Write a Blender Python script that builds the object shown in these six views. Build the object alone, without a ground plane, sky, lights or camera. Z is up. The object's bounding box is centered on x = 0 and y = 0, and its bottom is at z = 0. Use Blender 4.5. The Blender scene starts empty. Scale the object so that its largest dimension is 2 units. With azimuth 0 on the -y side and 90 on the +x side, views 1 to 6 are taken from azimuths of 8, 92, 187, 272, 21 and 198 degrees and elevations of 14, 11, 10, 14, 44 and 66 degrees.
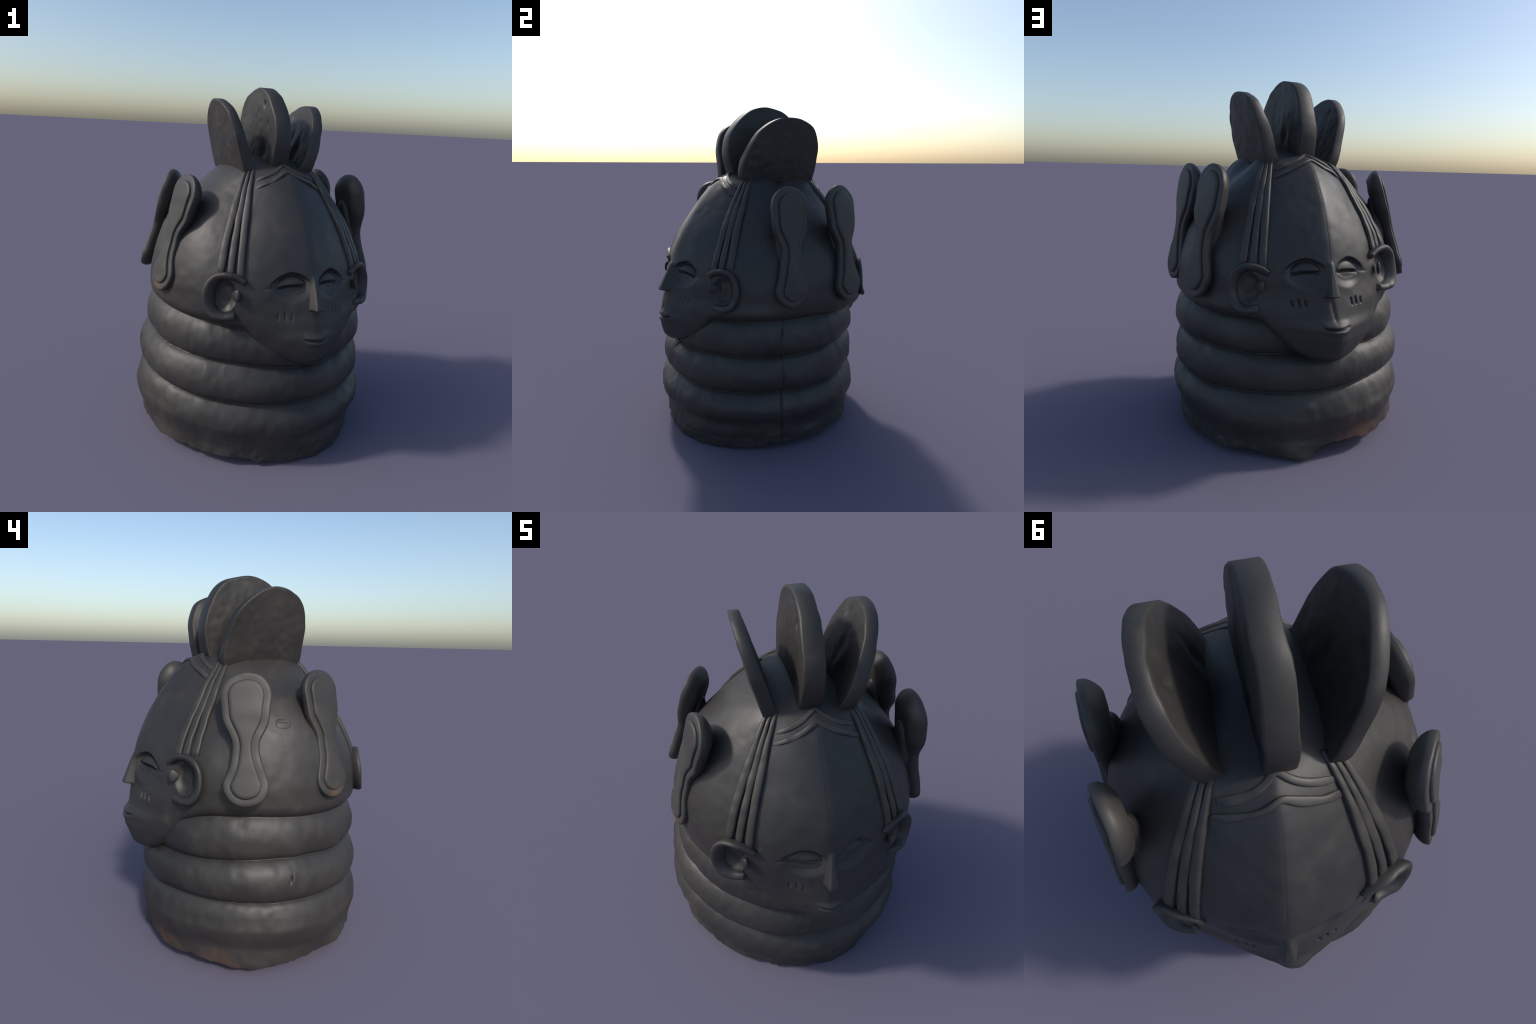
# Two-faced carved helmet mask: ringed neck, two V-shaped faces, domed cap with
# braids, four figure-eight flaps and three crest fins, in blackened clay.
import bpy, bmesh, math
import numpy as np
from mathutils import Vector

# ------------------------------------------------------------------ frame
AZ = math.radians(32.4)                 # the faces look along this azimuth
O = np.array([0.045, 0.012])            # axis of the head
PX = np.array([math.sin(AZ), -math.cos(AZ)])   # "p": towards the front face
QX = np.array([math.cos(AZ), math.sin(AZ)])    # "q": towards the right side


def to_world(p, q, z):
    p, q, z = np.broadcast_arrays(np.asarray(p, float), np.asarray(q, float), np.asarray(z, float))
    return np.stack([O[0] + p * PX[0] + q * QX[0], O[1] + p * PX[1] + q * QX[1], z], -1)


# ------------------------------------------------------------------ maths
def pchip(xs, ys):
    """Monotone cubic through control points; returns a vectorised function."""
    x = np.array(xs, float); y = np.array(ys, float)
    o = np.argsort(x); x = x[o]; y = y[o]
    h = np.diff(x); d = np.diff(y) / h
    m = np.zeros_like(x); m[0] = d[0]; m[-1] = d[-1]
    for i in range(1, len(x) - 1):
        if d[i - 1] * d[i] > 0:
            w1 = 2 * h[i] + h[i - 1]; w2 = h[i] + 2 * h[i - 1]
            m[i] = (w1 + w2) / (w1 / d[i - 1] + w2 / d[i])

    def f(v):
        v = np.clip(np.asarray(v, float), x[0], x[-1])
        i = np.clip(np.searchsorted(x, v) - 1, 0, len(h) - 1)
        t = (v - x[i]) / h[i]
        return ((1 + 2 * t) * (1 - t) ** 2 * y[i] + t * (1 - t) ** 2 * h[i] * m[i]
                + t * t * (3 - 2 * t) * y[i + 1] + t * t * (t - 1) * h[i] * m[i + 1])
    return f


def sstep(a, b, v):
    t = np.clip((np.asarray(v, float) - a) / (b - a), 0, 1)
    return t * t * (3 - 2 * t)


def gauss(v, w):
    return np.exp(-(np.asarray(v, float) / w) ** 2)


def smax(a, b, k):
    h = np.clip(.5 + .5 * (a - b) / k, 0, 1)
    return b + (a - b) * h + k * h * (1 - h)


def hash3(i, j, k, seed):
    n = np.sin(i * 127.1 + j * 311.7 + k * 74.7 + seed * 53.3) * 43758.5453
    return n - np.floor(n)


def noise3(P, freq, seed=0):
    """Smooth value noise in -1..1."""
    X = np.asarray(P, float) * freq
    I = np.floor(X); F = X - I; F = F * F * F * (F * (F * 6 - 15) + 10)
    out = 0
    for a in (0, 1):
        for b in (0, 1):
            for c in (0, 1):
                w = (F[..., 0] if a else 1 - F[..., 0]) * (F[..., 1] if b else 1 - F[..., 1]) * (F[..., 2] if c else 1 - F[..., 2])
                out = out + w * hash3(I[..., 0] + a, I[..., 1] + b, I[..., 2] + c, seed)
    return out * 2 - 1


def lumps(P, freq, seed=0, octaves=3):
    v = 0; amp = 1
    for k in range(octaves):
        v = v + amp * noise3(P, freq * 2.03 ** k, seed + 7 * k); amp *= .5
    return v


# ------------------------------------------------------------------ head profiles (height -> radius)
TOP = 1.640
ridge_f = pchip([.40, .55, .60, .66, .70, .745, .80, .86, .93, 1.0, 1.046, 1.121, 1.236, 1.349, 1.467, 1.557, 1.59, 1.612, TOP],
                [.60, .650, .685, .713, .724, .728, .712, .692, .674, .657, .645, .622, .568, .492, .397, .300, .230, .14, 0])
ridge_b = pchip([.40, .50, .55, .60, .66, .70, .745, .80, .86, .93, 1.0, 1.094, 1.234, 1.389, 1.528, 1.567, 1.595, 1.614, TOP],
                [.58, .62, .662, .698, .722, .734, .735, .705, .688, .676, .668, .650, .602, .510, .385, .320, .230, .14, 0])
edge_f = pchip([.40, .65, .75, .85, .95, 1.05, 1.156, 1.264, 1.372, 1.475, 1.55, 1.585, 1.612, TOP],
               [.57, .605, .630, .645, .642, .618, .573, .508, .428, .350, .285, .215, .13, 0])
edge_bl = pchip([.40, .65, .75, .85, .95, 1.05, 1.156, 1.264, 1.372, 1.475, 1.55, 1.585, 1.612, TOP],
                [.57, .615, .640, .652, .648, .628, .588, .528, .448, .362, .285, .215, .13, 0])
side_l = pchip([.40, .78, .88, .95, 1.09, 1.23, 1.38, 1.44, 1.51, 1.55, 1.585, 1.612, TOP],
               [.60, .645, .660, .658, .632, .580, .468, .395, .310, .250, .19, .12, 0])
side_r = pchip([.40, .78, .88, .95, 1.09, 1.23, 1.38, 1.44, 1.51, 1.55, 1.585, 1.612, TOP],
               [.55, .585, .604, .602, .572, .512, .394, .318, .228, .180, .14, .10, 0])
THE = math.radians(36)                 # where the flat of the face meets the cap
jaw_front = pchip([0, 8, 16, 26, 33, 42, 60, 90], [.590, .600, .630, .710, .778, .790, .785, .775])
jaw_back = pchip([0, 8, 16, 26, 33, 42, 60, 90], [.542, .560, .602, .690, .766, .785, .785, .775])


# sideways drift of each face's centre line with height (the carving is not quite symmetric)
drift_f = pchip([.55, .75, .92, 1.05, 1.30, 1.57], [.004, .022, .018, .018, .008, 0])
drift_b = pchip([.55, .65, .75, .92, 1.05, 1.30, 1.57], [.0, .004, .014, .036, .036, .030, .014])


def face_angle(th, z):
    """Angle from the nearer face's ridge, whether that face is the front one, side sign."""
    th = (th + math.pi) % (2 * math.pi) - math.pi
    front = np.abs(th) <= math.pi / 2
    b = np.where(front, th, np.where(th >= 0, math.pi - th, -math.pi - th))
    off = np.where(front, drift_f(z), drift_b(z)) / .62
    b = b - off * sstep(math.radians(55), math.radians(12), np.abs(b))
    return np.abs(b), front, np.where(b >= 0, 1.0, -1.0)


def tilt(th, z):
    """The ring courses and the cap's lower edge run a little higher on one side."""
    gx = np.cos(th) * PX[0] + np.sin(th) * QX[0]
    gy = np.cos(th) * PX[1] + np.sin(th) * QX[1]
    return -.024 * gx - .012 * (gy ** 2 - .5) * 2


def head_radius(th, z):
    a, front, sd = face_angle(th, z)
    soft = math.radians(2.2)
    ar = np.sqrt(a * a + soft * soft) - soft * .55          # slightly rounded ridge
    p0 = np.where(front, ridge_f(z), ridge_b(z))
    re = np.where(~front & (sd < 0), edge_bl(z), edge_f(z))
    re = re - np.where(sd > 0, .018, 0.) * sstep(.80, .90, z) * sstep(1.35, 1.15, z)
    side = np.where(sd > 0, side_r(z), side_l(z))
    ar2 = np.minimum(ar, THE)
    flat = p0 * re * math.sin(THE) / np.maximum(p0 * np.sin(ar2) + re * np.sin(THE - ar2), 1e-6)
    bulge = np.where(front & (sd < 0), .020, .013) * np.sin(np.pi * np.clip(a / THE, 0, 1)) * sstep(1.60, 1.47, z) * np.where(z < 1.1, sstep(.9, 1.1, z) * .5 + .5, 1)
    bulge = bulge + np.where(~front & (sd < 0), .016, 0) * np.sin(np.pi * np.clip(a / THE, 0, 1)) * sstep(.98, .86, z)
    face = flat + bulge
    k = sstep(THE, math.pi / 2, a) ** np.where(sd > 0, 1.5, 1.0)
    cap = re + (side - re) * k
    rh = np.where(a < THE, face, cap)
    # rounded lower edge: jaw under the faces, rolled rim under the cap
    deg = np.degrees(a)
    zj = np.where(front, jaw_front(deg), jaw_back(deg)) + tilt(th, z) * sstep(25, 50, deg)
    w = .055 + .015 * sstep(30, 50, deg)
    t = np.clip((zj + w - z) / w, 0, 1.2)
    drop = 1 - np.sqrt(np.clip(1 - t * t, 0, 1))
    rh = rh - (.055 + .01 * sstep(30, 50, deg)) * drop - np.where(z < zj, .5, 0) * 1.0
    return rh


# ------------------------------------------------------------------ neck: three fat rings over a plain band
ring_levels = [.135, .372, .583, .80]
centre_x = pchip([0, .1, .17, .29, .48, .68, .9], [-.008, -.008, -.018, .006, .004, .022, .026])
centre_y = pchip([0, .1, .28, .48, .68, .9], [-.022, -.022, -.027, -.024, -.012, -.010])
half_x = pchip([0, .1, .28, .48, .68, .9], [.627, .629, .631, .621, .595, .575])
half_y = pchip([0, .1, .28, .48, .68, .9], [.594, .595, .589, .575, .565, .545])


def neck_radius(th, z):
    zz = z - tilt(th, z)
    d = np.stack([np.cos(th) * PX[0] + np.sin(th) * QX[0], np.cos(th) * PX[1] + np.sin(th) * QX[1]], -1)
    wx = O[0] - centre_x(zz); wy = O[1] - centre_y(zz)
    ax = half_x(zz); ay = half_y(zz)
    A = (d[..., 0] / ax) ** 2 + (d[..., 1] / ay) ** 2
    B = d[..., 0] * wx / ax ** 2 + d[..., 1] * wy / ay ** 2
    C = (wx / ax) ** 2 + (wy / ay) ** 2 - 1
    r = (-B + np.sqrt(B * B - A * C)) / A
    line = [ring_levels[k] + .006 * np.sin(th * 2 + k * 1.7) + .004 * np.sin(th * 5 + k * 2.1) for k in range(4)]
    for i in range(3):
        lo, hi = line[i], line[i + 1]
        m = lo + (hi - lo) * .47
        t = np.clip(np.where(zz > m, (zz - m) / (hi - m), (m - zz) / (m - lo)), 0, 1)
        fat = np.clip(1 - t ** 2, 0, 1) ** .62
        if i == 0:
            fat = np.where(zz < m, .5 + .5 * np.cos(np.pi * np.clip((m - zz) / (m - lo + .03), 0, 1)), fat)
        r = r + .054 * fat
    # plain band below, running softly out of the lowest ring and flaring at the foot
    r = r + .026 * sstep(.22, .10, zz) - .010 * sstep(.04, -.02, zz)
    g = (th + AZ - math.radians(199) + math.pi) % (2 * math.pi) - math.pi
    r = r + .014 * gauss(g, .14) * sstep(.13, .07, zz) - .014 * gauss(g, 1.0) * sstep(.22, .10, zz)
    g = (th + AZ - math.radians(60) + math.pi) % (2 * math.pi) - math.pi
    r = r + .020 * gauss(g, .75) * sstep(.40, .30, zz) * sstep(.08, .16, zz)
    g = (th + AZ - math.radians(203) + math.pi) % (2 * math.pi) - math.pi
    r = r - .016 * gauss(th, .40) * sstep(.52, .62, zz)
    r = r - .058 * gauss(g, .36) * sstep(.52, .62, zz)
    g = (th + AZ - math.radians(58) + math.pi) % (2 * math.pi) - math.pi
    r = r + .022 * gauss(g, .38) * sstep(.20, .10, zz)
    return r - np.clip(zz - .80, 0, 1) * 6


# ------------------------------------------------------------------ carved face relief
def face_relief(q, z, lean, cut):
    """Outward relief at lateral position q (signed) and height z on a face."""
    s = np.abs(q)
    d = np.zeros_like(s)
    # nose: wedge growing from the brow to a cut-off tip
    run = np.clip((1.075 - z) / (1.075 - .915), 0, 1.1)
    halfw = .011 + .019 * run
    prof = np.clip((halfw + .010 - np.abs(q - lean * run)) / .022, 0, 1)
    prof = prof * prof * (3 - 2 * prof)
    d += (.004 + .045 * run ** .9) * prof * sstep(.900, .914, z) * sstep(1.085, 1.06, z)
    # brow arch over a hollow eye socket
    e = s - .116
    arch = 1.084 - 4.6 * e * e - .10 * np.clip(e, 0, 1)
    bowl = sstep(1.0, .05, (e / .118) ** 2 + (np.clip(1.04 - z, 0, 1) / .108) ** 2)
    d -= .030 * sstep(.008, -.012, z - arch) * bowl * sstep(.010, .045, s)
    # upper lid, half-open slit, lower rim
    lid_z = 1.025 - 1.5 * e * e - .10 * e
    lw = np.clip(1 - (e / .072) ** 2, 0, 1)
    up = z - lid_z
    d += .024 * np.sqrt(lw) * sstep(-.004, .004, up) * np.sqrt(np.clip(1 - (np.clip(up, 0, 1) / (.044 * np.sqrt(lw) + 1e-4)) ** 2, 0, 1))
    lo = -up
    d += .007 * np.sqrt(lw) * sstep(.004, .016, lo) * np.clip(1 - (np.clip(lo - .016, 0, 1) / (.034 * np.sqrt(lw) + 1e-4)) ** 2, 0, 1)
    d -= .007 * gauss(up + .007, .006) * sstep(.080, .05, np.abs(e))
    d += .003 * gauss(lo - .048 * np.sqrt(lw), .008) * sstep(.08, .04, np.abs(e))
    # little crease running out from the eye corner
    d -= .004 * gauss(z - (1.008 - .05 * (s - .2)), .006) * sstep(.185, .215, s) * sstep(.255, .225, s)
    # philtrum and mouth
    d -= .005 * gauss(q, .012) * sstep(.77, .80, z) * sstep(.90, .87, z)
    mz = .750 + 1.1 * s * s
    mw = sstep(.082, .05, s)
    d -= .015 * gauss(z - mz, .0048) * mw
    d += .007 * gauss(z - mz - .016, .014) * mw + .007 * gauss(z - mz + .015, .012) * sstep(.08, .03, s)
    # three short tally cuts on each cheek
    for k, (x0, zt) in enumerate(((.122, .892), (.152, .895), (.186, .888))):
        d -= cut * gauss(s - x0 - .05 * (z - .87) * (k - 1), .0050) * sstep(.846, .856, z) * sstep(zt, zt - .012, z)
    return d


def braid_lines(k, t, shift=0.0, foot=1.055):
    """Path of braid k (0 = next to the face .. 2) from the crest (t=0) to the ear (t=1)."""
    z = 1.562 + (foot - 1.562) * t
    top = (37, 41, 45)[k] + shift * .6; bot = (33.0, 37.6, 42.6)[k] + shift
    deg = top + (bot - top) * t ** .6
    return np.radians(deg), z


EARS = [(39.5, .957, -1, True), (39.5, .957, 1, True), (33.5, 1.0, -1, False), (39.5, .935, 1, False)]


def body_radius(th, z, relief=True):
    h = head_radius(th, z); n = neck_radius(th, z)
    r = smax(h, n, .007)
    if relief:
        a, front, sd = face_angle(th, z)
        s = r * np.sin(a) * sd
        lean = 0.0
        on = (a < math.radians(38)) & (h > n)
        r = r + np.where(on, face_relief(s, z, lean, np.where(front, .004, .011)) * sstep(math.radians(34), math.radians(30), a), 0)
        for (deg, z0, side_, fr) in EARS:
            c = math.radians(deg) * side_ if fr else side_ * (math.pi - math.radians(deg))
            g = ((th - c + math.pi) % (2 * math.pi) - math.pi) * r
            r = r - .026 * sstep(1.0, .15, (g / .066) ** 2 + ((z - z0) / .085) ** 2)
    return r


def warp(th):
    """Small asymmetry: the back face is turned slightly."""
    return th


def surface(th, z):
    r = body_radius(np.asarray(th, float), np.asarray(z, float), relief=False)
    return to_world(r * np.cos(th), r * np.sin(th), z)


def surface_frame(th, z):
    e = 1e-3
    P = surface(th, z)
    dt = surface(th + e, z) - surface(th - e, z)
    dz = surface(th, np.asarray(z) + e) - surface(th, np.asarray(z) - e)
    n = np.cross(dt, dz); n /= np.linalg.norm(n, axis=-1, keepdims=True)
    return P, n


# ------------------------------------------------------------------ materials
def make_material(name, dark, light, rough=.55, accents=()):
    m = bpy.data.materials.new(name); m.use_nodes = True
    nt = m.node_tree; N = nt.nodes; L = nt.links
    bsdf = N["Principled BSDF"]
    tc = N.new("ShaderNodeTexCoord")

    def noise(scale, detail, rough_):
        n = N.new("ShaderNodeTexNoise"); n.inputs["Scale"].default_value = scale
        n.inputs["Detail"].default_value = detail; n.inputs["Roughness"].default_value = rough_
        L.new(tc.outputs["Object"], n.inputs["Vector"]); return n
    big = noise(3.2, 4, .55); fine = noise(38, 5, .6)
    ramp = N.new("ShaderNodeValToRGB")
    ramp.color_ramp.elements[0].position = .34; ramp.color_ramp.elements[0].color = (*dark, 1)
    ramp.color_ramp.elements[1].position = .68; ramp.color_ramp.elements[1].color = (*light, 1)
    L.new(big.outputs["Fac"], ramp.inputs["Fac"])
    tint = N.new("ShaderNodeMix"); tint.data_type = 'RGBA'; tint.blend_type = 'MIX'
    hue = N.new("ShaderNodeValToRGB")
    hue.color_ramp.elements[0].position = .62; hue.color_ramp.elements[0].color = (0, 0, 0, 1)
    hue.color_ramp.elements[1].position = .80; hue.color_ramp.elements[1].color = (.35, .35, .35, 1)
    med = noise(9, 3, .5); L.new(med.outputs["Fac"], hue.inputs["Fac"])
    L.new(hue.outputs["Color"], tint.inputs[0])
    L.new(ramp.outputs["Color"], tint.inputs[6])
    tint.inputs[7].default_value = (.085, .060, .046, 1)
    col = tint.outputs[2]
    for (centre, radius, colour, strength) in accents:
        vm = N.new("ShaderNodeVectorMath"); vm.operation = 'DISTANCE'
        L.new(tc.outputs["Object"], vm.inputs[0]); vm.inputs[1].default_value = centre
        add = N.new("ShaderNodeMath"); add.operation = 'MULTIPLY_ADD'
        jit = noise(14, 4, .6)
        L.new(jit.outputs["Fac"], add.inputs[0]); add.inputs[1].default_value = -radius * 1.2
        L.new(vm.outputs["Value"], add.inputs[2])
        mr = N.new("ShaderNodeMapRange"); mr.inputs["From Min"].default_value = radius * .4
        mr.inputs["From Max"].default_value = -radius * .2
        mr.inputs["To Min"].default_value = 0; mr.inputs["To Max"].default_value = strength
        L.new(add.outputs[0], mr.inputs["Value"])
        mx = N.new("ShaderNodeMix"); mx.data_type = 'RGBA'
        L.new(mr.outputs["Result"], mx.inputs[0]); L.new(col, mx.inputs[6]); mx.inputs[7].default_value = (*colour, 1)
        col = mx.outputs[2]
    L.new(col, bsdf.inputs["Base Color"])
    rr = N.new("ShaderNodeMapRange"); rr.inputs["To Min"].default_value = rough - .07; rr.inputs["To Max"].default_value = rough + .10
    L.new(med.outputs["Fac"], rr.inputs["Value"]); L.new(rr.outputs["Result"], bsdf.inputs["Roughness"])
    bsdf.inputs["Specular IOR Level"].default_value = .5
    bump = N.new("ShaderNodeBump"); bump.inputs["Strength"].default_value = .06; bump.inputs["Distance"].default_value = .01
    L.new(fine.outputs["Fac"], bump.inputs["Height"]); L.new(bump.outputs["Normal"], bsdf.inputs["Normal"])
    return m


RED = (.115, .052, .034)
PALE = (.13, .115, .075)


def acc(p, q, z, r, c, s):
    w = to_world(p, q, z)
    return (tuple(float(v) for v in w), r, c, s)


base_accents = [((-.45, .42, .07), .17, RED, .55), ((-.63, .10, .03), .16, RED, .35), ((-.15, .63, .02), .13, PALE, .22),
                ((-.30, -.55, .05), .16, PALE, .18), ((.0, -.62, .02), .14, PALE, .15)]
MAT_NECK = make_material("blackened_clay_neck", (0.0249, 0.0232, 0.0215), (0.0387, 0.0353, 0.0318), .50, base_accents)
MAT_HEAD = make_material("blackened_clay_head", (0.0249, 0.0232, 0.0215), (0.0378, 0.0344, 0.0310), .49)
MAT_FACE = make_material("blackened_clay_face", (0.0241, 0.0232, 0.0224), (0.0335, 0.0318, 0.0301), .50)
MAT_HAIR = make_material("blackened_clay_braid", (0.0327, 0.0301, 0.0267), (0.0499, 0.0447, 0.0387), .50)
MAT_FIN = make_material("blackened_clay_crest", (0.0232, 0.0215, 0.0198), (0.0361, 0.0327, 0.0292), .54)
flap_acc = [acc(.15, -.655, .905, .07, (.13, .075, .045), .6)]
MAT_FLAP = make_material("blackened_clay_flap", (0.0327, 0.0310, 0.0284), (0.0499, 0.0456, 0.0404), .52, flap_acc)

# ------------------------------------------------------------------ object helpers
root = bpy.data.objects.new("helmet_mask", None)
root.empty_display_size = .2
bpy.context.scene.collection.objects.link(root)
root["label"] = "black two-faced carved helmet mask with ringed neck and crest"
root["category"] = "helmet mask"


def add_mesh(name, verts, faces, mat, parent=root, smooth=True, normals=None):
    me = bpy.data.meshes.new(name)
    verts = np.asarray(verts, float)
    me.from_pydata([tuple(v) for v in verts.tolist()], [], faces)
    me.materials.append(mat)
    me.polygons.foreach_set("use_smooth", [smooth] * len(me.polygons))
    me.update()
    if normals is not None:
        me.normals_split_custom_set_from_vertices([tuple(n) for n in normals.tolist()])
    ob = bpy.data.objects.new(name, me)
    bpy.context.scene.collection.objects.link(ob)
    ob.parent = parent
    return ob


def fix_normals(ob):
    bm = bmesh.new(); bm.from_mesh(ob.data)
    bmesh.ops.recalc_face_normals(bm, faces=bm.faces)
    bm.to_mesh(ob.data); bm.free(); ob.data.update()


# ------------------------------------------------------------------ the body, one smooth surface
def build_body():
    # angular samples, denser over the two faces
    u = np.linspace(0, 2 * math.pi, 1100, endpoint=False)
    th = u - .30 * np.sin(2 * u) * .5
    rows_low = np.linspace(0, 1.46, 430)
    rows_top = 1.46 + (TOP - .0004 - 1.46) * (1 - (1 - np.linspace(0, 1, 62)[1:]) ** 1.8)
    zs = np.concatenate([rows_low, rows_top])
    T, Z = np.meshgrid(th, zs)
    # ragged lower edge
    knots = [-164, -156, -149, -135, -119, -101, -84, -65, -33, -3, 19, 40, 74, 105, 130, 153, 177, 196]
    lift = [.012, .010, .070, .088, .084, .078, .050, .066, .062, .050, .022, .008, .006, .034, .040, .035, .034, .012]
    az = (np.degrees(th) + math.degrees(AZ) + 164) % 360 - 164
    rag = pchip(knots, lift)(az) + .003 * np.sin(th * 13 + 2) + .009 * noise3(np.stack([np.cos(th) * 14, np.sin(th) * 14, th * 0], -1), 1.0, 5) \
        + .003 * noise3(np.stack([np.cos(th) * 34, np.sin(th) * 34, th * 0], -1), 1.0, 6)
    rag = np.clip(rag, 0, .09); rag = rag - rag.min() + .004
    Z = Z + rag[None, :] * sstep(.25, 0, Z)
    R = body_radius(T, Z)
    H = head_radius(T, Z); Nk = neck_radius(T, Z)
    P = to_world(R * np.cos(T), R * np.sin(T), Z)
    # hand-made unevenness
    on_neck = sstep(-.004, .012, Nk - H)
    d = .0035 * lumps(P, 5.5, 3) + .0012 * noise3(P, 19, 8)
    d += on_neck * (.005 * lumps(P * np.array([1, 1, .6]), 7.5, 21) - .006 * np.clip(noise3(P * np.array([1, 1, .45]), 13, 31) - .35, 0, 1))
    near_base = sstep(.16, .02, Z)
    d += near_base * (.007 * lumps(P, 11, 40))
    # long joint crack down the right side of the neck
    crack_th = math.radians(70.8) + .012 * np.sin(Z * 17)
    gap = (T - crack_th + math.pi) % (2 * math.pi) - math.pi
    d -= .016 * gauss(gap * R, .0055) * sstep(.86, .80, Z) * (.6 + .4 * noise3(P, 14, 77))
    nick = ((T - math.radians(-99.9) + math.pi) % (2 * math.pi) - math.pi) * R
    d -= .02 * gauss(nick - .35 * (Z - .526), .005) * gauss(Z - .526, .016)
    R2 = R + d
    P = to_world(R2 * np.cos(T), R2 * np.sin(T), Z)
    nr, nt = T.shape
    # faces
    V = P.reshape(-1, 3)
    apex = np.array([to_world(0, 0, TOP)]); floor = np.array([to_world(0, 0, .03)])
    V = np.concatenate([V, apex, floor])
    ia, ifl = nr * nt, nr * nt + 1
    idx = np.arange(nr * nt).reshape(nr, nt)
    a = idx[:-1]; b = np.roll(idx, -1, 1)[:-1]; c = np.roll(idx, -1, 1)[1:]; dd = idx[1:]
    quads = np.stack([a, b, c, dd], -1).reshape(-1, 4)
    top_f = [(int(idx[-1, j]), int(idx[-1, (j + 1) % nt]), ia) for j in range(nt)]
    bot_f = [(int(idx[0, (j + 1) % nt]), int(idx[0, j]), ifl) for j in range(nt)]
    # vertex normals of the whole body
    n = np.zeros_like(V)
    A, B, C, D = (V[quads[:, k]] for k in range(4))
    fn = np.cross(C - A, D - B)
    for k in range(4):
        np.add.at(n, quads[:, k], fn)
    n[ia] = (0, 0, 1); n[ifl] = (0, 0, -1)
    n /= np.maximum(np.linalg.norm(n, axis=1, keepdims=True), 1e-12)
    # regions, decided at each quad's centre
    qT = T[:-1].reshape(-1) + (th[1] - th[0]) * .5
    qZ = (Z[:-1] + (zs[1:] - zs[:-1])[:, None] * .5).reshape(-1)
    h = head_radius(qT, qZ); nk = neck_radius(qT, qZ); zz = qZ - tilt(qT, qZ)
    ang, front, sd = face_angle(qT, qZ)
    s = np.maximum(h, nk) * np.sin(ang) * sd
    reg = np.full(len(quads), "cap", dtype=object)
    neck = nk >= h
    face = (~neck) & (np.degrees(ang) < 33.5) & (qZ < 1.552 - .25 * np.abs(s)) & (qZ < 1.54)
    for f_, nm in ((True, "front"), (False, "back")):
        sel = face & (front == f_)
        reg[sel] = "face|" + nm
        nose = sel & (np.abs(s) < .052) & (qZ > .90) & (qZ < 1.08) & (np.abs(s) < .026 + .028 * (1.08 - qZ) / .18)
        reg[nose] = "nose|" + nm
        for side_, sn in ((1, "r"), (-1, "l")):
            eye = sel & (sd == side_) & (((np.abs(s) - .116) / .086) ** 2 + ((qZ - 1.022) / .058) ** 2 < 1) & ~nose
            reg[eye] = "eye|" + nm + sn
        mouth = sel & ((s / .105) ** 2 + ((qZ - .745) / .035) ** 2 < 1)
        reg[mouth] = "mouth|" + nm
    reg[neck & (zz < ring_levels[0])] = "base_band"
    for i in range(3):
        reg[neck & (zz >= ring_levels[i]) & ((zz < ring_levels[i + 1]) | (i == 2))] = "neck_ring|%d" % i
    faces_by = {}
    parents = {}
    order = ["base_band", "neck_ring|0", "neck_ring|1", "neck_ring|2", "cap", "face|front", "face|back"]
    rest = [k for k in dict.fromkeys(reg.tolist()) if k not in order]
    for key in order + sorted(rest):
        fs = quads[reg == key]
        if not len(fs):
            continue
        fl = [tuple(f) for f in fs.tolist()]
        if key == "cap":
            fl += top_f
        if key == "base_band":
            fl += bot_f
        used = np.unique(np.concatenate([np.array(f) for f in fl]))
        remap = -np.ones(len(V), int); remap[used] = np.arange(len(used))
        fl = [tuple(int(remap[i]) for i in f) for f in fl]
        nm = key.split("|")[0]
        mat = MAT_NECK if nm in ("base_band", "neck_ring") else MAT_HEAD if nm == "cap" else MAT_FACE
        par = root
        if nm in ("nose", "eye", "mouth"):
            par = parents["face|front" if "front" in key else "face|back"]
        parents[key] = add_mesh(nm, V[used], fl, mat, parent=par, normals=n[used])
    return parents


body = build_body()


# ------------------------------------------------------------------ swept ridges (braids, ear rims)
def sweep(path, side, up, widths, heights, shape, closed_ends=True):
    """Loft a cross-section ([(across, height)...], unit sizes) along a path."""
    n = len(path); m = len(shape)
    verts = []
    for i in range(n):
        for (x, h) in shape:
            verts.append(path[i] + side[i] * x * widths[i] + up[i] * h * heights[i])
    faces = []
    for i in range(n - 1):
        for j in range(m):
            k = (j + 1) % m
            faces.append((i * m + j, i * m + k, (i + 1) * m + k, (i + 1) * m + j))
    faces.append(tuple(range(m))[::-1]); faces.append(tuple((n - 1) * m + j for j in range(m)))
    return np.array(verts), faces


HALF_ROUND = [(-1.0, -1.2)] + [(-math.cos(t) * 1.0, math.sin(t) ** .34) for t in np.linspace(0.05, math.pi - .05, 11)] + [(1.0, -1.2)]


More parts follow.
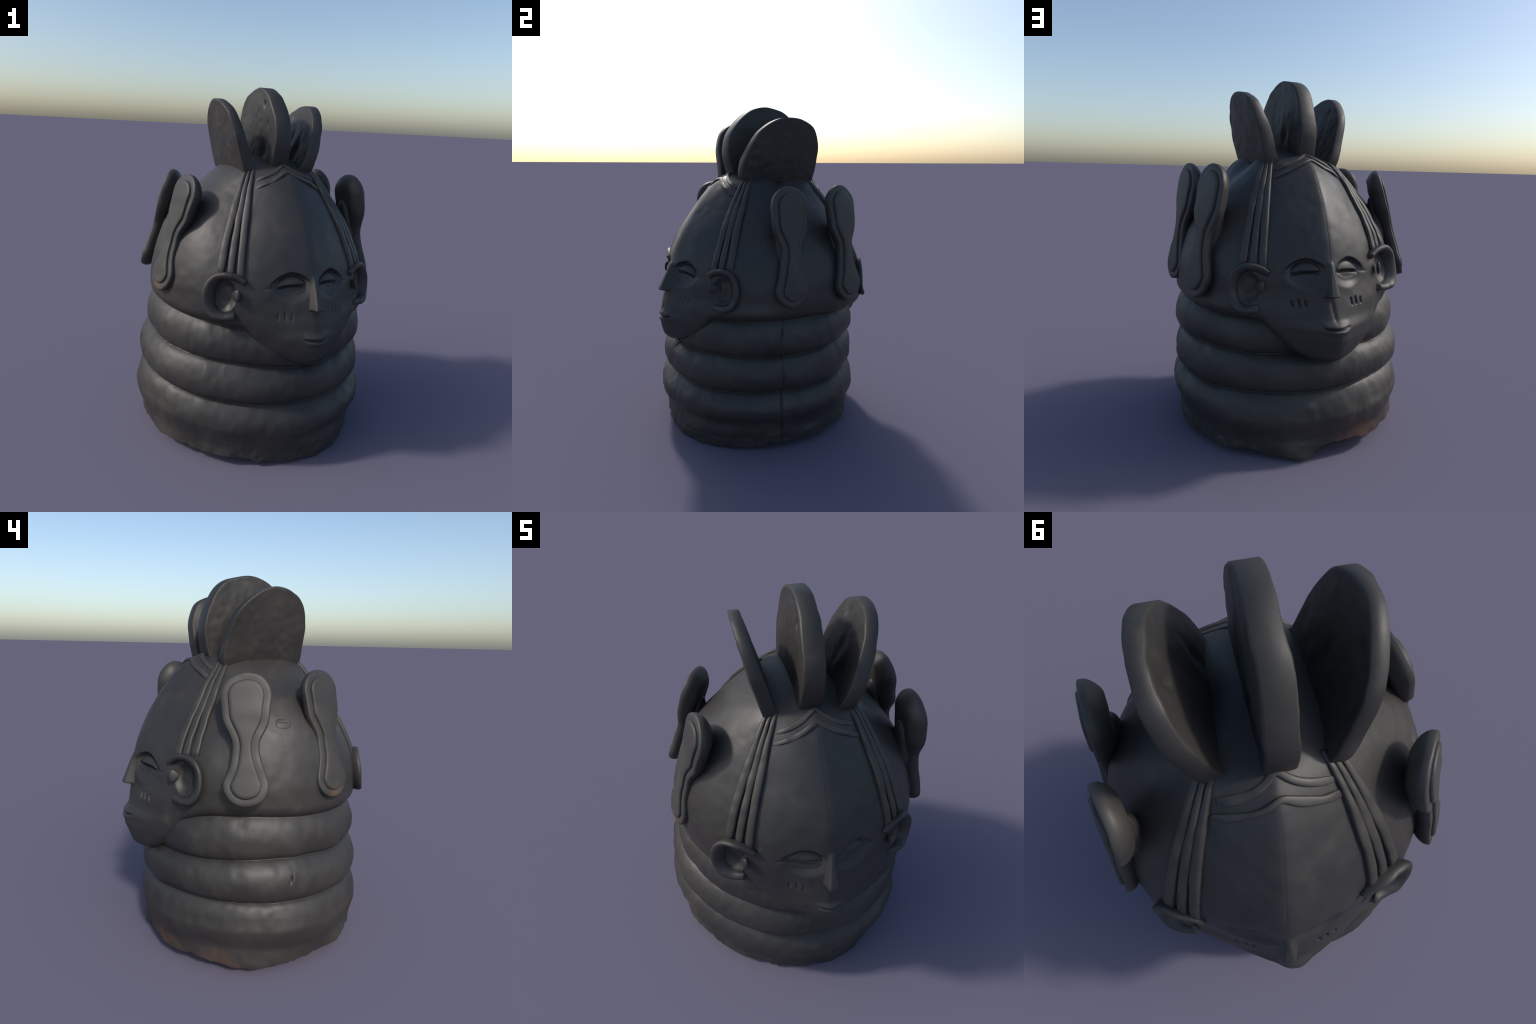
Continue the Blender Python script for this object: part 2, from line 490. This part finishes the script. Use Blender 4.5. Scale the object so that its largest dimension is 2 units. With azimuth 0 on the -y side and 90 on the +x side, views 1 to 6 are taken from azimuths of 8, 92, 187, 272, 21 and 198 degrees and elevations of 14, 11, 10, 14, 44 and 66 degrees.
def ridge_strip(name, th, z, width, height, mat, seed, rough=.10):
    P, nrm = surface_frame(th, z)
    for _ in range(12):
        nrm[1:-1] = .25 * nrm[:-2] + .5 * nrm[1:-1] + .25 * nrm[2:]
        P[1:-1] = .25 * P[:-2] + .5 * P[1:-1] + .25 * P[2:]
    nrm /= np.linalg.norm(nrm, axis=1, keepdims=True)
    tan = np.gradient(P, axis=0); tan /= np.linalg.norm(tan, axis=1, keepdims=True)
    side = np.cross(nrm, tan); side /= np.linalg.norm(side, axis=1, keepdims=True)
    k = len(P)
    endt = np.minimum(np.arange(k), np.arange(k)[::-1]) / 6.0
    ends = np.clip(endt, .25, 1) ** .5
    wv = 1 + rough * noise3(P, 15, seed); hv = 1 + rough * 1.6 * noise3(P, 22, seed + 3)
    wid = (np.asarray(width) * wv) * (.6 + .4 * ends); hei = np.asarray(height) * hv * ends
    v, f = sweep(P + side * (.0012 * noise3(P, 9, seed + 9))[:, None], side, nrm, wid, hei, HALF_ROUND)
    ob = add_mesh(name, v, f, mat); fix_normals(ob)
    return ob


def build_braids():
    t = np.linspace(0, 1, 90)
    seed = 1
    for front in (True, False):
        for sd in (1, -1):
            for k in range(3):
                a, z = braid_lines(k, t, -5.0 if (sd < 0 and not front) else 0.0, [e[1] for e in EARS if e[2] == sd and e[3] == front][0] + (.082, .090, .094)[k])
                if not front:
                    th = sd * (math.pi - a)
                else:
                    th = sd * a
                w = (.019, .018, .021)[k] * (.5 + .5 * sstep(0, .45, t))
                ridge_strip("braid", th, z, w, .013 + .006 * sstep(0, .3, t), MAT_HAIR, seed)
                seed += 13
        # two ridges arching across the top of the forehead
        for k in range(2):
            a = np.linspace(-32, 32, 70)
            z = (1.560, 1.588)[k] - .0030 * np.abs(a) * (1 - .16 * k)
            th = np.radians(a * (1 - .02 * k))
            if not front:
                th = math.pi - th
            ridge_strip("hairline_ridge", th, z, .012, (.009, .007)[k], MAT_HAIR, seed, .35)
            seed += 11


build_braids()


# ------------------------------------------------------------------ ears
def catmull(pts, n):
    pts = np.array(pts, float)
    k = len(pts); t = np.linspace(0, k - 1, n)
    i = np.clip(np.floor(t).astype(int), 0, k - 2); f = (t - i)[:, None]
    p0 = pts[np.clip(i - 1, 0, k - 1)]; p1 = pts[i]; p2 = pts[i + 1]; p3 = pts[np.clip(i + 2, 0, k - 1)]
    return .5 * (2 * p1 + (p2 - p0) * f + (2 * p0 - 5 * p1 + 4 * p2 - p3) * f ** 2 + (3 * p1 - p0 - 3 * p2 + p3) * f ** 3)


EAR_RIM = [(.086, .074), (.048, .095), (.002, .100), (-.042, .084), (-.068, .044), (-.074, -.008), (-.064, -.056), (-.036, -.090), (.008, -.102), (.058, -.092)]
RIM_SHAPE = [(-1, -.6), (-1, .3), (-.85, .75), (-.4, 1.0), (.3, .98), (.8, .72), (1, .3), (1, -.6)]


def build_ear(deg, z0, sd, front, seed, stand=.040):
    a = math.radians(deg)
    th = sd * a if front else sd * (math.pi - a)
    P, n = surface_frame(np.array(th), np.array(z0))
    tilt_out = math.radians(58)                      # the cup faces sideways, a little forward
    tn = sd * tilt_out if front else sd * (math.pi - tilt_out)
    n = to_world(math.cos(tn), math.sin(tn), .10) - to_world(0, 0, 0); n /= np.linalg.norm(n)
    up = np.array([0, 0, 1.0]); up = up - n * (up @ n); up /= np.linalg.norm(up)
    ahead = to_world(1.0 if front else -1.0, 0, 0) - to_world(0, 0, 0)
    fwd = np.cross(up, n); fwd *= math.copysign(1, fwd @ ahead)
    c = catmull(EAR_RIM, 70)
    path = P + c[:, :1] * fwd + c[:, 1:] * up
    for _ in range(3):                               # seat the rim on the head
        lx = (path[:, 0] - O[0]) * PX[0] + (path[:, 1] - O[1]) * PX[1]
        ly = (path[:, 0] - O[0]) * QX[0] + (path[:, 1] - O[1]) * QX[1]
        over = np.hypot(lx, ly) - body_radius(np.arctan2(ly, lx), path[:, 2], relief=False)
        path = path - n * (over * .9)[:, None]
    tan = np.gradient(path, axis=0); tan /= np.linalg.norm(tan, axis=1, keepdims=True)
    s = np.linspace(0, 1, 70)
    lean = .22
    out = np.array([n] * 70)
    side = np.cross(out, tan); side /= np.linalg.norm(side, axis=1, keepdims=True)
    centre = P
    radial = path - centre; radial -= n * (radial @ n)[:, None]
    radial /= np.linalg.norm(radial, axis=1, keepdims=True)
    upv = out + lean * radial
    ends = .45 + .55 * sstep(0, .22, s) * sstep(1, .80, s)
    wid = (.021 + .003 * noise3(path, 17, seed)) * (.8 + .2 * ends)
    hei = (stand + .004 * noise3(path, 12, seed + 2)) * ends
    v, f = sweep(path, side, upv, wid, hei, RIM_SHAPE)
    ob = add_mesh("ear", v, f, MAT_FACE); fix_normals(ob)
    sub = ob.modifiers.new("round", 'SUBSURF'); sub.levels = 1; sub.render_levels = 1
    # tragus: a small wedge inside the bowl, at its front
    bm = bmesh.new(); bmesh.ops.create_uvsphere(bm, u_segments=24, v_segments=16, radius=1)
    vs = np.array([v.co[:] for v in bm.verts])
    loc = P + fwd * .056 + up * .012 - n * .016
    vs = loc + vs[:, :1] * fwd * .026 + vs[:, 1:2] * up * .030 * (1 + .45 * vs[:, :1]) + vs[:, 2:] * n * .009 * (1 + .7 * vs[:, :1])
    fs = [tuple(v.index for v in f_.verts) for f_ in bm.faces]; bm.free()
    tr = add_mesh("tragus", vs, fs, MAT_FACE, parent=ob); fix_normals(tr)


for (deg_, z_, sd_, fr_), st_ in zip(EARS, (.050, .040, .058, .040)):
    build_ear(deg_, z_, sd_, fr_, int(deg_ + z_ * 10), st_)


# ------------------------------------------------------------------ crest fins
def build_fin(outline, q_base, q_slope, thick_base, thick_top, z_base, seed, pits=(), belly=0.0, narrow=1.0, yaw=0.0):
    """outline: control points (p, z) running over the top from front foot to back foot."""
    top = catmull(outline, 120)
    top[:, 0] *= narrow
    rows, cols = 70, 90
    # grid across the fin: each column runs from foot line to the outline
    front_i = np.linspace(0, 119, cols)
    verts = []; faces = []
    c = np.array([np.mean(top[:, 0]), z_base - .02])
    # concentric shells from the rim towards the foot centre keep the plate smooth
    fr = np.concatenate([np.linspace(0, .10, 9), np.linspace(.11, .995, 64)])
    m = len(fr)
    for sgn in (1, -1):
        for i in range(120):
            for f in fr:
                pz = top[i] * (1 - f) + c * f
                tz = np.clip((pz[1] - z_base) / .36, 0, 1)
                th = (thick_base + (thick_top - thick_base) * tz) * .5
                rim = np.clip(f / .030, 0, 1)
                h = th * (.80 + .20 * math.sqrt(max(0, 1 - (1 - rim) ** 2)))
                verts.append((pz[0], h * sgn, pz[1]))
    V = np.array(verts)
    n1 = 120 * m
    for sgn in (0, 1):
        for i in range(119):
            for j in range(m - 1):
                q = [sgn * n1 + i * m + j, sgn * n1 + (i + 1) * m + j, sgn * n1 + (i + 1) * m + j + 1, sgn * n1 + i * m + j + 1]
                faces.append(tuple(q if sgn == 0 else q[::-1]))
    for i in range(119):
        faces.append((i * m, n1 + i * m, n1 + (i + 1) * m, (i + 1) * m))
    dz = V[:, 2] - 1.57
    h = V[:, 1]
    L = np.stack([V[:, 0], h, V[:, 2]], 1)
    mid = np.clip(1 - ((V[:, 0] + .005) / .25) ** 2, 0, 1) * np.clip(1 - ((V[:, 2] - 1.72) / .22) ** 2, 0, 1)
    h = h + np.sign(h) * belly * mid
    bumps = .0035 * lumps(L * np.array([1, 3, 1]) + seed * 3.1, 9, seed) + .0015 * noise3(L + seed, 30, seed + 5)
    sgn = np.sign(h)
    h2 = h + sgn * bumps
    for (pp, zz, w, dep, side_) in pits:
        h2 = h2 - np.where(sgn == side_, side_ * dep * np.exp(-(((V[:, 0] - pp) / w) ** 2 + ((V[:, 2] - zz) / (w * 1.8)) ** 2)), 0)
    wob = .005 * noise3(np.stack([V[:, 0], V[:, 2], V[:, 0] * 0], 1), 14, seed + 9)
    q = q_base + q_slope * dz + yaw * V[:, 0] + h2
    W = to_world(V[:, 0] * (1 + wob), q, V[:, 2] + wob * .6 * np.clip(dz * 3, 0, 1))
    ob = add_mesh("crest_fin", W, faces, MAT_FIN); fix_normals(ob)
    return ob


centre_fin = [(.215, 1.55), (.240, 1.61), (.262, 1.70), (.252, 1.80), (.200, 1.885), (.105, 1.968), (0, 1.997), (-.105, 1.982), (-.200, 1.928), (-.265, 1.81), (-.287, 1.70), (-.275, 1.61), (-.255, 1.55)]
right_fin = [(.225, 1.50), (.262, 1.58), (.268, 1.65), (.252, 1.705), (.204, 1.80), (.135, 1.868), (.035, 1.912), (-.10, 1.907), (-.197, 1.865), (-.256, 1.77), (-.268, 1.67), (-.262, 1.57), (-.245, 1.49)]
left_fin = [(.222, 1.50), (.228, 1.57), (.224, 1.64), (.217, 1.75), (.174, 1.845), (.082, 1.908), (-.034, 1.920), (-.149, 1.866), (-.227, 1.775), (-.262, 1.645), (-.272, 1.57), (-.250, 1.49)]
build_fin(centre_fin, -.016, 0.0, .100, .084, 1.60, 1, belly=.006, pits=((.095, 1.905, .009, .030, -1), (.16, 1.80, .012, .008, -1), (.12, 1.66, .03, .012, -1), (-.1, 1.70, .03, .012, 1)))
build_fin(right_fin, .165, .32, .078, .044, 1.56, 2, belly=.014, narrow=.93, yaw=-.05, pits=((.0, 1.72, .03, .012, -1), (.1, 1.66, .03, .012, -1), (-.1, 1.84, .015, .012, -1)))
build_fin(left_fin, -.195, -.30, .062, .040, 1.56, 3, belly=.010, narrow=.96, yaw=.01, pits=((.0, 1.70, .03, .012, 1), (-.1, 1.84, .015, .01, 1)))


# ------------------------------------------------------------------ figure-eight flaps
def eight_outline(n=160, length=.64, r_top=.118, r_bot=.110, waist=.068):
    """Closed outline in (across, along) with along from 0 (top) to length."""
    hw = pchip([r_top, length * .34, length * .54, length * .66, length - r_bot], [r_top, r_top * .94, waist, waist * 1.12, r_bot])
    pts = []
    for t in np.linspace(math.pi, 0, 40):
        pts.append((r_top * math.cos(t), r_top - r_top * math.sin(t)))
    for s in np.linspace(r_top, length - r_bot, 52)[1:-1]:
        pts.append((float(hw(s)), s))
    for t in np.linspace(0, math.pi, 40):
        pts.append((r_bot * math.cos(t), length - r_bot + r_bot * math.sin(t)))
    for s in np.linspace(length - r_bot, r_top, 52)[1:-1]:
        pts.append((-float(hw(s)), s))
    return np.array(pts)


def inset(o, d):
    t = np.roll(o, -1, 0) - np.roll(o, 1, 0); t /= np.linalg.norm(t, axis=1, keepdims=True)
    nrm = np.stack([-t[:, 1], t[:, 0]], 1)
    if np.dot(nrm[20], np.array([0, length_mid(o)]) - o[20]) < 0:
        nrm = -nrm
    r = o + nrm * d
    for _ in range(3):
        r = .25 * np.roll(r, 1, 0) + .5 * r + .25 * np.roll(r, -1, 0)
    return r


def length_mid(o):
    return .5 * (o[:, 1].min() + o[:, 1].max())


def layered(outline, levels, place, name, parent, mat):
    """Stack of inset outlines (inset, height); both ends filled."""
    n = len(outline); V = []; F = []
    for (d, h) in levels:
        o = inset(outline, d)
        V.append(np.stack([o[:, 0], o[:, 1], np.full(n, h)], 1))
    m = len(levels)
    V = np.concatenate(V)
    for k in range(m - 1):
        for i in range(n):
            j = (i + 1) % n
            F.append((k * n + i, k * n + j, (k + 1) * n + j, (k + 1) * n + i))
    # caps: strips between mirrored sides (the outline is symmetric about its long axis)
    half = [i for i in range(n)]
    for base, rev in ((0, False), ((m - 1) * n, True)):
        left = list(range(0, n))
        a, b = 0, n - 1
        i, j = 20, 20
        # walk from the top pole outwards on both sides
        right = [(20 + t) % n for t in range(n // 2 + 1)]
        leftl = [(20 - t) % n for t in range(n // 2 + 1)]
        for t in range(n // 2):
            q = [base + right[t], base + right[t + 1], base + leftl[t + 1], base + leftl[t]]
            u = list(dict.fromkeys(q))
            if len(u) >= 3:
                F.append(tuple(u if rev else u[::-1]))
    W = place(V)
    ob = add_mesh(name, W, F, mat, parent=parent)
    fix_normals(ob)
    return ob


def build_flap(top, bottom, deg, bend, seed, thick=.046, size=1.0, kink=0.0):
    """top/bottom in local (p, q, z): the crown and the toe of the flap's mid-plane."""
    A = to_world(*top); B = to_world(*bottom)
    length = float(np.linalg.norm(B - A))
    th = math.radians(deg)
    radial = to_world(math.cos(th), math.sin(th), 0) - to_world(0, 0, 0)
    along = (B - A) / length
    across = np.cross(along, radial); across /= np.linalg.norm(across)
    normal = np.cross(across, along); normal /= np.linalg.norm(normal)
    if normal @ radial < 0:
        normal = -normal
    o = eight_outline(length=length, r_top=.118 * size, r_bot=.108 * size, waist=.063 * size)
    wig = noise3(np.stack([o[:, 0], o[:, 1], o[:, 0] * 0], 1), 11, seed) * .005
    o = o + np.stack([wig, np.roll(wig, 30)], 1)

    def place(V):
        s = V[:, 1] / length
        h = V[:, 2] + bend * np.sin(np.pi * np.clip(s, 0, 1)) + kink * sstep(.35, .62, s) * sstep(1.0, .62, s)
        h = h + .003 * noise3(np.stack([V[:, 0], V[:, 1], V[:, 2]], 1) + seed, 16, seed)
        return A + V[:, :1] * across + V[:, 1:2] * along + h[:, None] * normal
    t = thick
    flap = layered(o, [(.050, -t * 1.12), (.036, -t * .98), (.020, -t * .70), (.008, -t * .40), (.002, -t * .16), (0, -t * .02), (0, t * .30), (.002, t * .42), (.007, t * .48), (.024, t * .48), (.050, t * .46)],
                   place, "hair_flap", root, MAT_FLAP)
    panel = layered(o, [(.036, t * .20), (.036, t * .56), (.0375, t * .68), (.042, t * .74), (.054, t * .76)], place, "raised_panel", flap, MAT_FLAP)
    # rough clay web behind the flap that ties it to the cap
    z0 = A[2] - .27
    bm = bmesh.new(); bmesh.ops.create_uvsphere(bm, u_segments=28, v_segments=20, radius=1)
    vs = np.array([v.co[:] for v in bm.verts]); fs = [tuple(v.index for v in f_.verts) for f_ in bm.faces]; bm.free()
    c = A + along * .36 - normal * .052
    W = c + vs[:, :1] * across * (.052 - .018 * vs[:, 1:2]) + vs[:, 1:2] * along * .22 + vs[:, 2:] * normal * .046
    W = W + (.006 * noise3(W, 22, seed))[:, None] * vs
    web = add_mesh("flap_support", W, fs, MAT_HEAD, parent=flap); fix_normals(web)


build_flap((.132, -.478, 1.522), (.140, -.654, .898), -79, .0, 1)
build_flap((-.258, -.462, 1.512), (-.342, -.624, .908), -120, .0, 2)
build_flap((-.234, .478, 1.526), (-.246, .598, .853), 105, .0, 3)
build_flap((.130, .502, 1.526), (.160, .604, .866), 95, .0, 4)


# ------------------------------------------------------------------ eye-like mark on the cap between the left flaps
def build_mark(th0, z0, width, height, seed):
    P, n = surface_frame(np.array(th0), np.array(z0))
    Pa, _ = surface_frame(np.array(th0 + .02), np.array(z0))
    ax = Pa - P; ax /= np.linalg.norm(ax)
    up = np.cross(n, ax); up /= np.linalg.norm(up)
    if up[2] < 0:
        up = -up
    nu, nv = 40, 24
    V = []; F = []
    for j in range(nv):
        for i in range(nu):
            x = i / (nu - 1) * 2 - 1; y = j / (nv - 1) * 2 - 1
            m = math.sqrt(max(0, 1 - x * x))
            h = .006 * m ** .6 * (1 - abs(y) ** 2) - .009 * math.exp(-((y - .35) / .12) ** 2) * m
            edge_ = -.012 if (i in (0, nu - 1) or j in (0, nv - 1)) else 0
            V.append(P + ax * x * width + up * (y * height * (.35 + .65 * m)) + n * (h + edge_ - .002))
    for j in range(nv - 1):
        for i in range(nu - 1):
            F.append((j * nu + i, j * nu + i + 1, (j + 1) * nu + i + 1, (j + 1) * nu + i))
    add_mesh("carved_eye_mark", np.array(V), F, MAT_HEAD)


build_mark(math.radians(-100), 1.272, .040, .030, 3)
